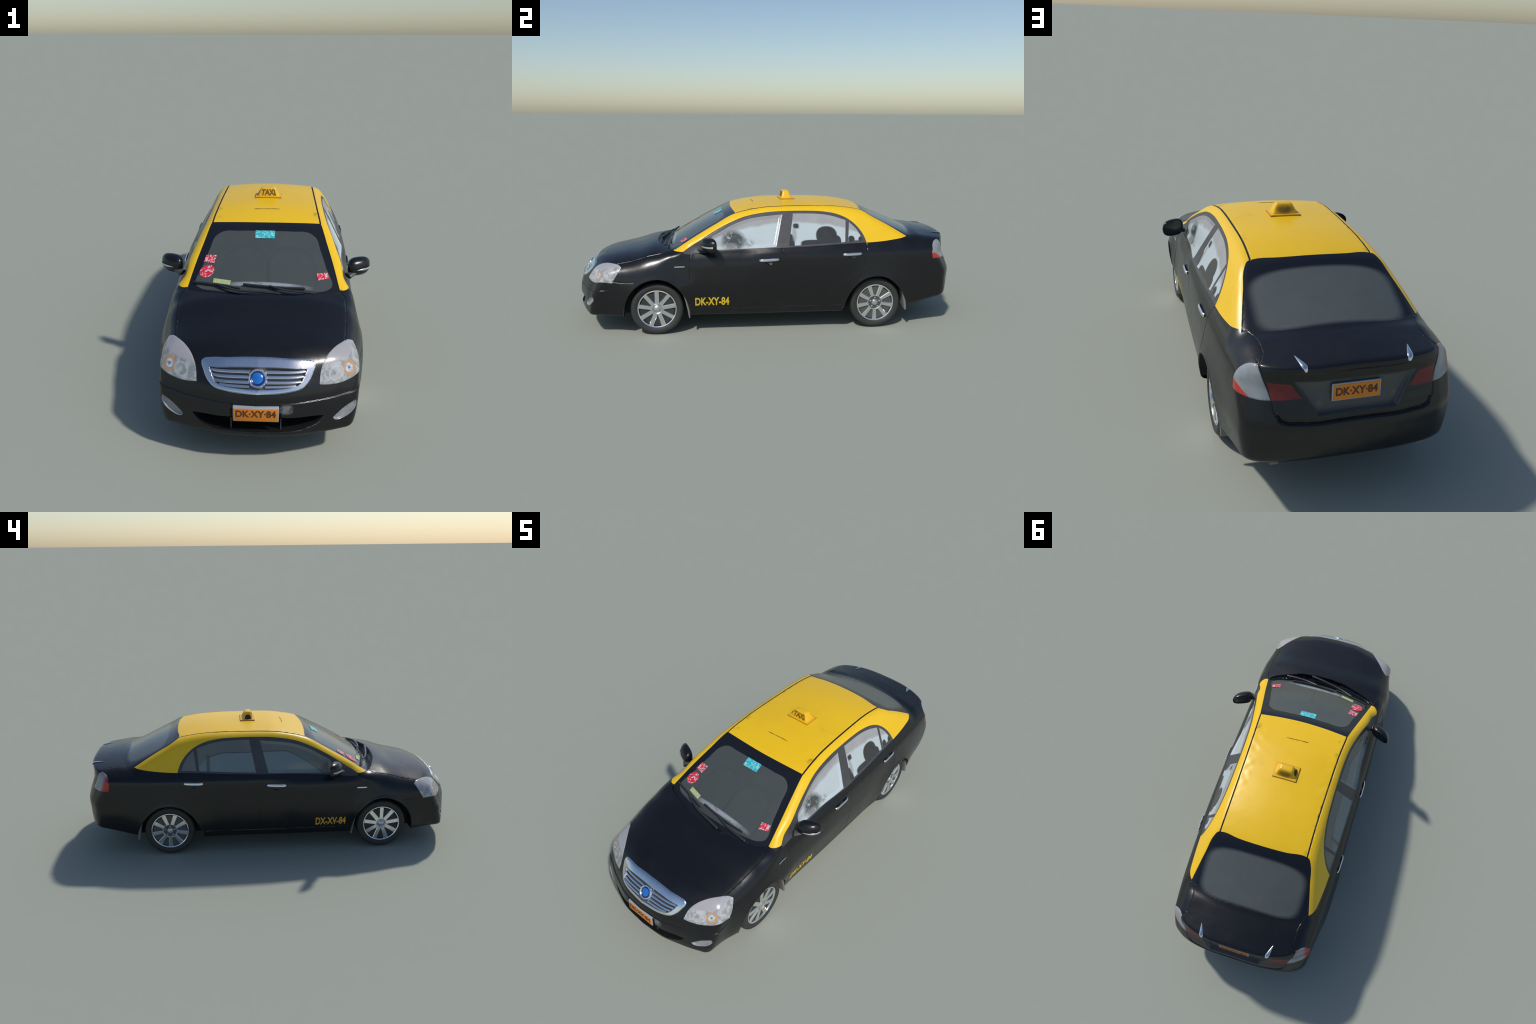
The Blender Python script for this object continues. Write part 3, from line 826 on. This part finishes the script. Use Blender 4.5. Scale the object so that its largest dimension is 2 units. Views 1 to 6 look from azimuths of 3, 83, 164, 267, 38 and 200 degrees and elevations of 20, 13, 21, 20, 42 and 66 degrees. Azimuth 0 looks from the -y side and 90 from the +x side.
# ---------------------------------------------------------------- build
def build_body():
    base, V, N, T = make_skin()
    C = base[T].mean(1)
    R = regions(C)
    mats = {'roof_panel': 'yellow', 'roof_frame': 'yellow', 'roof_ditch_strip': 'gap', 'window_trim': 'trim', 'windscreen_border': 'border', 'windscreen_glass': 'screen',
            'rear_window': 'rearwin', 'grille_frame': 'chrome', 'grille_backing': 'grille_back', 'air_intake': 'intake', 'fog_lamp': 'fog', 'headlamp': 'head',
            'number_plate_panel': 'panel', 'reversing_lamp': 'red', 'underside': 'under', 'front_bumper': 'bumper'}
    R[R == 'body_shell'] = 'sill'
    jobs = []
    for name in sorted(set(R)):
        m = R == name
        if name in SIDED:
            jobs += [(name, m & (C[:, 0] > 0), 1), (name, m & (C[:, 0] <= 0), -1)]
        else:
            jobs.append((name, m, 0))
    parts = {}
    for name, m, side in jobs:
        t = T[m]
        if not len(t):
            continue
        u, inv = np.unique(t, return_inverse=True)
        key = mats.get(name, 'black')
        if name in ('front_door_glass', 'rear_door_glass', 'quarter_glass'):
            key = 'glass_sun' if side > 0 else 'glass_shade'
        if name == 'tail_lamp':
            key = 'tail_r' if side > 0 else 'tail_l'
        nm = {'reversing_lamp': 'boot_lamp', 'roof_frame': 'pillar_frame', 'front_door': 'door', 'rear_door': 'door', 'front_door_glass': 'door_window', 'rear_door_glass': 'door_window',
              'quarter_glass': 'quarter_window', 'front_bumper': 'bumper', 'rear_bumper': 'bumper', 'front_fender': 'fender', 'rear_quarter_panel': 'quarter_panel', 'underside': 'floor_pan'}.get(name, name)
        par = None
        for glass, door in (('front_door_glass','front_door'),('rear_door_glass','rear_door'),('grille_backing','grille_frame'),('number_plate_panel','boot_lid'),('windscreen_glass','windscreen_border')):
            if name == glass:
                par = (door, side)
        parts[(name, side)] = (mesh_obj(nm, V[u], inv.reshape(-1, 3), M[key], normals=N[u]), par)
    for o, par in parts.values():
        if par and par in parts:
            o.parent = parts[par][0]
    return {k: v[0] for k, v in parts.items()}

def build_wheel_wells():
    for L in (ARCH_F, ARCH_R):
        P = L[(L[:, 1] > .104)]
        # order the open arc from one foot to the other
        k = np.argsort(P[:, 0]); P = P[k]
        for s in (1, -1):
            xo = surf_x(P[:, 0], np.maximum(P[:, 1], .115), s) - .003
            w = Part()
            w.grid([[(s*.285, y, z) for y, z in P], [(s*.30, y, z) for y, z in P], [(s*x, y, z) for (y, z), x in zip(P, xo)]])
            w.add([(s*.285, y, z) for y, z in P] + [(s*.285, P[-1, 0], .10), (s*.285, P[0, 0], .10)], [tuple(range(len(P)+2))])
            o = w.obj('wheel_well', M['under'])
            xs = surf_x(P[:, 0], np.maximum(P[:, 1], .108), s)
            t = Part(); t.tube([(s*(x-.0012), y, z) for (y, z), x in zip(P, xs)], .0022, .0022, 6, up=(1,0,0)); t.obj('arch_lip', M['lip'], o)

def wheel_meshes():
    out = {}
    t = Part()
    t.lathe_x([(-.020,.097),(-.005,.098),(.0005,.101),(.0035,.107),(.0055,.116),(.0045,.124),(.0005,.1295),(-.007,.1328),(-.02,.1338),(-.05,.134),(-.075,.1335),(-.086,.130),(-.092,.122),(-.092,.10),(-.085,.094)], 72)
    out['tyre'] = t
    for kind in ('front', 'rear'):
        hub_r = .030 if kind == 'front' else .041
        r = Part()
        r.lathe_x([(-.085,.094),(-.06,.088),(-.020,.0885),(-.010,.0895),(-.004,.0905),(.000,.0925),(.0015,.0955),(.001,.0985),(-.004,.0995),(-.02,.097)], 72)
        for i in range(9):
            a = 2*np.pi*i/9 + (np.pi/2 if kind == 'front' else np.pi/2 + np.pi/9)
            ra = np.array([0, np.cos(a), np.sin(a)]); tg = np.array([0, -np.sin(a), np.cos(a)]); xx = np.array([1., 0, 0])
            r0, r1 = hub_r-.006, .0925
            w0, w1 = (.0105, .0115) if kind == 'front' else (.0085, .0120)
            prof = lambda q, w, x: [q*ra + (-w)*tg + (x-.014)*xx, q*ra + (-w)*tg + (x-.002)*xx, q*ra + (-w+.002)*tg + x*xx,
                                    q*ra + (w-.002)*tg + x*xx, q*ra + w*tg + (x-.002)*xx, q*ra + w*tg + (x-.014)*xx]
            G = [prof(r0+(r1-r0)*u, w0+(w1-w0)*u, -.0005+.0010*u*u) for u in (0,.25,.5,.75,1)]
            r.grid(np.array(G))
        out['rim_'+kind] = r
        h = Part()
        if kind == 'front':
            h.lathe_x([(-.02,.031),(-.006,.0305),(-.001,.0285),(.0005,.0265),(-.003,.0235),(-.0045,.020),(-.003,.0165),(.001,.013),(.0025,.008),(.003,.0005)], 40)
        else:
            h.lathe_x([(-.02,.042),(-.006,.0415),(-.002,.0395),(-.0025,.036),(-.006,.033),(-.007,.018),(-.003,.0155),(.0005,.012),(.0015,.006),(.002,.0005)], 40)
            for i in range(5):
                a = 2*np.pi*i/5 + .3
                c = (0, .0255*np.cos(a), .0255*np.sin(a))
                h.rbox((-.004, c[1], c[2]), (.004, .0045, .0045), .003, n=2)
        out['hub_'+kind] = h
        d = Part()
        d.lathe_x([(-.006,.0005),(-.006,.03),(-.0055,.06),(-.005,.086),(-.010,.0895)], 48)
        out['disc_'+kind] = d
    return out

def build_wheels():
    W = wheel_meshes(); cache = {}
    for kind, y in (('front', -.580), ('rear', .5565)):
        for s in (1, -1):
            e = empty('wheel', loc=(s*.3475, y, .134))
            e.rotation_euler = (0, 0, 0 if s > 0 else math.pi)
            for nm, key, mat in (('tyre','tyre','tyre'), ('rim','rim_'+kind,'rim'), ('hub_cap','hub_'+kind,'hub'), ('brake_disc','disc_'+kind,'wheel_dark' if kind == 'front' else 'wheel_grey')):
                if key in cache:
                    link(bpy.data.objects.new(nm, cache[key]), e)
                else:
                    cache[key] = W[key].obj(nm, M[mat], e, angle=35).data

def build_mud_flaps():
    F = [(-.446,.205),(-.436,.185),(-.427,.150),(-.420,.115),(-.4165,.084)]
    Rr = [(.699,.205),(.708,.175),(.715,.145),(.720,.115),(.722,.091)]
    for pts, thick in ((F, .0085), (Rr, .0105)):
        P = catmull(pts, closed=False, step=.012); d = np.gradient(P, axis=0)
        nrm = np.stack([d[:, 1], -d[:, 0]], 1); nrm /= np.linalg.norm(nrm, axis=1)[:, None]
        prof = sstep(0, .3, np.linspace(0, 1, len(P)))*(1-.5*sstep(.85, 1, np.linspace(0, 1, len(P))))*thick + .002
        for s in (1, -1):
            p = Part(); G = []
            for xx, k in ((.262,.6),(.264,1),(.348,1),(.354,.75),(.3555,.35)):
                a = P + nrm*(prof*k*.5)[:, None]; b = P - nrm*(prof*k*.5)[:, None]
                G.append([(s*xx, *q) for q in np.concatenate([a, b[::-1]])])
            base = len(p.V); p.grid(G, close_v=True)
            n = len(G[0]); p.F.append(tuple(range(n))[::-1]); p.F.append(tuple((len(G)-1)*n+i for i in range(n)))
            p.obj('mud_flap', M['flap'], angle=50)

def build_handles():
    for s in (1, -1):
        for y0, y1, z0, z1 in ((-.0575,.039,.3795,.3845), (.374,.4685,.4015,.4045)):
            ys = np.linspace(y0, y1, 17); zs = np.linspace(z0, z1, 17)
            xs = surf_x(ys, zs, s); u = np.linspace(-1, 1, 17)
            off = .0052*(1-np.abs(u)**6) + .0005
            p = Part()
            p.tube([(s*(x+o), y, z) for x, o, y, z in zip(xs, off, ys, zs)], .0052, .0082, 12, up=(0,0,1), taper=np.clip(1.05-.30*np.abs(u)**10, .3, 1))
            h = p.obj('door_handle', M['chrome'])
            # finger cup behind the bar
            cy, cz = (y0+y1)/2, (z0+z1)/2 - .004
            c = Part(); G = []
            for k in (.12, .4, .7, 1):
                yy = cy + .0185*k*np.cos(np.linspace(0, 2*np.pi, 28, endpoint=False)); zz = cz + .0145*k*np.sin(np.linspace(0, 2*np.pi, 28, endpoint=False))
                G.append(np.stack([s*(surf_x(yy, zz, s) + .0006 - .005*(1-k**2)), yy, zz], 1))
            c.grid(G, close_v=True); c.obj('handle_cup', M['cup'], h)
        ys = np.linspace(-.487, -.435, 9); zs = np.full(9, .3545)
        p = Part(); p.tube([(s*(x+.0012), y, z) for x, y, z in zip(surf_x(ys, zs, s), ys, zs)], .0022, .0036, 8, taper=[.7,1,1,1,1,1,1,1,.7])
        p.obj('vent_trim', M['chrome'])

def build_mirrors(parts):
    for s in (1, -1):
        def shear(x, y, z):
            return (s*x, y + .42*(x-.388), z)
        c = np.array([.3875, .4665])
        def ring(k, yy, dx=0., dz=0.):
            out = []
            for q in np.linspace(0, 2*np.pi, 40, endpoint=False):
                cs, sn = np.cos(q), np.sin(q)
                ex = .62
                x = c[0] + dx + k*.0475*np.sign(cs)*abs(cs)**ex
                z = c[1] + dz + k*.0375*np.sign(sn)*abs(sn)**(ex+.06)*(1-.12*(cs > 0)*cs)
                out.append(shear(x, yy, z))
            return out
        G = [ring(.86, -.3015), ring(.885, -.2965), ring(.95, -.2945), ring(.985, -.297), ring(1, -.304)]
        for t in np.linspace(.12, 1, 12):
            G.append(ring(max((1-t**2.4)**.5, .02), -.304-.042*t, -.004*t, -.002*t))
        p = Part(); p.grid(G, close_v=True); n = len(G[0])
        p.F.append(tuple((len(G)-1)*n+i for i in range(n)))
        h = p.obj('wing_mirror', M['black'], angle=60)
        g = Part(); g.grid([ring(.865, -.3005), ring(.5, -.3000), ring(.01, -.2998)], close_v=True)
        g.obj('mirror_glass', M['mirror'], h)
        # silver indicator strip across the front
        st = []
        for u in np.linspace(0, 1, 13):
            x = .378 + u*.0565
            k = (x-c[0])/.0475
            depth = .042*max(1-abs(k)**2.6, .02)**.42
            st.append(shear(x + (.0008 if u > .9 else 0), -.304-depth-.0012, .4615+.001*u))
        q = Part(); q.tube(st, .0022, .0045, 8, taper=np.clip(1.1-1.0*(1-np.linspace(0, 1, 13))**3, .2, 1))
        q.obj('mirror_indicator', M['silver'], h)
        f = Part()
        f.tube([(s*.340,-.352,.438),(s*.352,-.345,.443),(s*.366,-.334,.447)], .020, .011, 14, up=(0,0,1), taper=[1.1,.95,.8])
        f.obj('mirror_foot', M['trim'], h)

def build_wipers():
    def on(x, y, off):
        z = float(surf_z([x], [y])[0]); n = surf_n((x, y, z))
        return np.array([x, y, z]) + n*off
    for blade, arm in (([(-.276,-.471),(-.20,-.490),(-.14,-.505),(-.088,-.518)], [(-.178,-.496),(-.11,-.527),(-.03,-.551),(.063,-.568)]),
                       ([(-.078,-.499),(.0,-.508),(.08,-.511),(.162,-.506)], [(.024,-.509),(.09,-.527),(.15,-.536),(.202,-.537)])):
        b = catmull(blade, closed=False, step=.012); a = catmull(arm, closed=False, step=.012)
        p = Part()
        nb = len(b); p.tube([on(*q, .007) for q in b], .0042, .0055, 8, taper=[.7]+[1]*(nb-2)+[.7])
        w = p.obj('wiper_blade', M['wiper'])
        p = Part(); na = len(a); u = np.linspace(0, 1, na)
        # arm rises over the sunken cowl to the bonnet edge
        pts = [on(*q, .013)*(1-t) + np.array([q[0], q[1], .452-.006*t - .25*q[0]**2])*t for q, t in zip(a, sstep(.15, .8, u))]
        p.tube(pts, .0056, .0048, 8, taper=.7+.5*u)
        p.obj('wiper_arm', M['wiper'], w)

def build_sign():
    e = empty('taxi_sign', loc=(0, .1235, .650))
    def loc(o): o.matrix_parent_inverse = Matrix.Translation((0, -.1235, -.650)); return o
    b = Part(); b.rbox((0, .1235, .6515), (.061, .0405, .0028), .0016, n=3); loc(b.obj('sign_base', M['sign_edge'], e))
    b = Part(); b.rbox((0, .1235, .6535), (.0585, .038, .0022), .0012, n=3); loc(b.obj('sign_plate', M['sign'], e))
    body = Part(); rows = []
    prof = [(0,.0505,.0305),(.10,.0495,.0298),(.30,.0455,.0265),(.55,.0405,.0225),(.80,.0355,.0190),(.92,.0325,.0170),(.98,.0290,.0140),(1,.0240,.0095)]
    for t, hx, hy in prof:
        z = .654 + .0405*t; row = []
        cy = .1235 - .005*t
        for q in np.linspace(0, 2*np.pi, 48, endpoint=False):
            cs, sn = np.cos(q), np.sin(q); ex = .28
            row.append((hx*np.sign(cs)*abs(cs)**ex, cy + hy*np.sign(sn)*abs(sn)**ex, z))
        rows.append(row)
    body.grid(rows, close_v=True); n = 48
    body.F.append(tuple((len(prof)-1)*n+i for i in range(n)))
    loc(body.obj('sign_body', M['sign'], e, angle=50))
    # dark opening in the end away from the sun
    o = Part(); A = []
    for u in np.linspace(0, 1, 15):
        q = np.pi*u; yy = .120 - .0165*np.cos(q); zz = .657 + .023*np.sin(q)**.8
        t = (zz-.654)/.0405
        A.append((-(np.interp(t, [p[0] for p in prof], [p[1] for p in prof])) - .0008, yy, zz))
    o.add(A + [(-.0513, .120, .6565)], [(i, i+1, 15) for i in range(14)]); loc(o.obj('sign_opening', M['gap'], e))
    V, F = text_mesh('TAXI', .0012)
    W = []
    for x, y, z in V:
        t = .16 + .68*y
        hy = np.interp(t, [p[0] for p in prof], [p[2] for p in prof])
        W.append(((x-.5)*(.072-.016*y), .1235-.005*t-hy-.0002-z, .654+.0405*t))
    loc(mesh_obj('sign_lettering', W, F, M['ink'], e, smooth=False))

def build_plates():
    # front
    fy = -.9975
    ax = np.array([[1,0,0],[0,1,0],[0,0,1]], float)
    p = Part(); p.rbox((-.004, fy+.002, .1955), (.0755, .0035, .0265), .003, n=3); f = p.obj('number_plate', M['plate_edge'])
    p = Part(); p.rbox((-.004, fy-.0005, .1945), (.0735, .0022, .0235), .0020, n=3); p.obj('plate_face', M['plate'], f)
    V, F = text_mesh('DK·XY·84', .0008)
    mesh_obj('plate_lettering', [(-.004+(x-.5)*.132, fy-.0027-z, .1865+y*.0255) for x, y, z in V], F, M['plate_ink'], f, smooth=False)
    p = Part(); p.rbox((-.004, fy+.006, .2225), (.0755, .006, .003), .002, n=3); p.obj('plate_bracket', M['plate_edge'], f)
    # rear, leaning with the boot lid
    a = math.radians(5); A = np.array([[1,0,0],[0,math.cos(a),math.sin(a)],[0,-math.sin(a),math.cos(a)]]); c0 = np.array([.003,.9675,.380])
    p = Part(); p.rbox(c0, (.076, .0035, .0275), .003, axes=A, n=3); r = p.obj('number_plate', M['plate_edge'])
    p = Part(); p.rbox(c0 + A[1]*.0025, (.073, .0022, .0245), .0020, axes=A, n=3); p.obj('plate_face', M['plate'], r)
    V, F = text_mesh('DK·XY·84', .0008)
    mesh_obj('plate_lettering', [c0 + np.array([-(x-.5)*.130, .0047+z, -.011+y*.0255]) @ A for x, y, z in V], F, M['plate_ink'], r, smooth=False)

def build_lettering():
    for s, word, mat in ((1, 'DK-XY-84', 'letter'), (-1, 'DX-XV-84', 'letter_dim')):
        V, F = text_mesh(word, .0007)
        ya, yb = (-.387, -.214) if s > 0 else (-.2185, -.381)
        y = ya + (yb-ya)*V[:, 0]; z = .1485 + .0445*V[:, 1]
        x = surf_x(y, z, s) + .0003 + V[:, 2]
        mesh_obj('door_lettering', np.stack([s*x, y, z], 1), F, M[mat], smooth=False)

def build_stickers():
    def patch(name, corners, mat, round_=False, n=10):
        (a, b, c, d) = [np.array(q, float) for q in corners]
        p = Part(); G = []
        for i in range(n+1):
            row = []
            for j in range(n+1):
                u, v = j/n, i/n
                if round_:
                    U, V_ = 2*u-1, 2*v-1
                    U, V_ = U*math.sqrt(1-V_*V_/2), V_*math.sqrt(1-U*U/2)
                    u, v = (U+1)/2, (V_+1)/2
                q = (a*(1-u)+b*u)*(1-v) + (d*(1-u)+c*u)*v
                z = float(surf_z([q[0]], [q[1]])[0]); w = surf_n((q[0], q[1], z))
                row.append(np.array([q[0], q[1], z]) + w*.0004)
            G.append(row)
        p.grid(G)
        p.obj(name, M[mat])
    patch('teal_sticker', [(-.043,-.233),(.039,-.233),(.039,-.272),(-.043,-.272)], 'teal')
    patch('red_sticker', [(-.238,-.347),(-.195,-.353),(-.202,-.391),(-.246,-.381)], 'redst')
    patch('round_sticker', [(-.250,-.393),(-.192,-.402),(-.206,-.458),(-.264,-.447)], 'redst', True)
    patch('green_sticker', [(-.197,-.460),(-.127,-.476),(-.131,-.495),(-.199,-.479)], 'green')
    patch('red_sticker', [(.208,-.430),(.253,-.418),(.258,-.443),(.214,-.459)], 'redst')

def build_front_details(parts):
    par = parts.get(('grille_frame', 0))
    # slats
    for (zc, ze, xm, th) in ((.3215,.3185,.156,.0036),(.3085,.3055,.150,.0040),(.2950,.2925,.142,.0040),(.2830,.2835,.126,.0034)):
        for s in (1, -1):
            xs = np.linspace(.026, xm, 14); zs = zc + (ze-zc)*(xs/xm)**2
            ys = surf_y(xs, zs, True)
            p = Part(); p.tube([(s*x, y+.0015, z) for x, y, z in zip(xs, ys, zs)], .0055, th, 8, up=(0,-.62,.78))
            p.obj('grille_slat', M['chrome'], par)
    c = np.array([0, -.955, .3055]); n = np.array([0,-.80,.60]); up = np.array([0,.60,.80]); r = np.array([1.,0,0])
    def disc(name, prof, mat, parent):
        p = Part()
        G = [[c + n*d + rr*(np.cos(q)*r + np.sin(q)*up) for q in np.linspace(0, 2*np.pi, 40, endpoint=False)] for d, rr in prof]
        p.grid(G, close_v=True)
        return p.obj(name, mat, parent)
    b = disc('badge', [(-.012,.034),(.002,.0335),(.0065,.0300),(.0068,.0265),(.004,.0235)], M['chrome'], par)
    disc('badge_ring', [(.004,.0237),(.0055,.021),(.0045,.0185)], M['navy'], b)
    disc('badge_disc', [(.0045,.0188),(.0065,.015),(.0075,.008),(.0078,.0004)], M['blue'], b)
    # two struts in the lower intake
    for x in (-.087,.078):
        z = np.linspace(.118,.172,6); y = surf_y(np.full(6, x), z, True)
        p = Part(); p.tube([(x, yy+.012, zz) for yy, zz in zip(y, z)], .0022, .0022, 6, up=(0,1,0)); p.obj('intake_strut', M['trim'], parts.get(('air_intake', 0)))

def build_rear_details(parts):
    par = parts.get(('boot_lid', 0))
    for s in (1, -1):
        xs = [.176,.172,.168,.1645,.1615,.1595,.1585]; ys = [.906,.920,.934,.948,.958,.9655,.968]
        pts = []
        for x, y in zip(xs[:5], ys[:5]):
            z = float(surf_z([x], [y])[0]); pts.append((s*x, y, z+.0015))
        for x, z in ((.1595,.466),(.158,.460),(.1575,.456)):
            pts.append((s*x, float(surf_y([x], [z], False)[0])+.0015, z))
        p = Part(); p.tube(pts, .0095, .0035, 10, taper=[.12,.4,.65,.85,.95,.75,.6,.4], up=(0,.35,.94))
        p.obj('boot_lid_trim', M['chrome'], par)
    for s in (1, -1):
        p = Part(); p.rbox((s*.237,.944,.150), (.014,.012,.006), .004, n=3); p.obj('tow_eye', M['flap'])
    # dark crease across the roof ahead of the sign
    xs = np.linspace(-.058,.058,9); ys = np.full(9, -.066)
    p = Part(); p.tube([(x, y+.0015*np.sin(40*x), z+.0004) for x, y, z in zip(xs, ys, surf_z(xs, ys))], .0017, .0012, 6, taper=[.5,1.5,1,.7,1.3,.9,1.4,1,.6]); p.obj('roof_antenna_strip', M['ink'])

def build():
    global ROOT
    for o in list(bpy.data.objects):
        bpy.data.objects.remove(o)
    ROOT = bpy.data.objects.new('taxi_car', None)
    bpy.context.scene.collection.objects.link(ROOT)
    ROOT['label'] = 'black four-door saloon taxi with yellow roof and roof sign'
    ROOT['category'] = 'taxi car'
    make_materials()
    parts = build_body()
    build_wheel_wells(); build_wheels(); build_mud_flaps(); build_handles(); build_mirrors(parts)
    build_wipers(); build_sign(); build_plates(); build_lettering(); build_stickers()
    build_front_details(parts); build_rear_details(parts)

build()
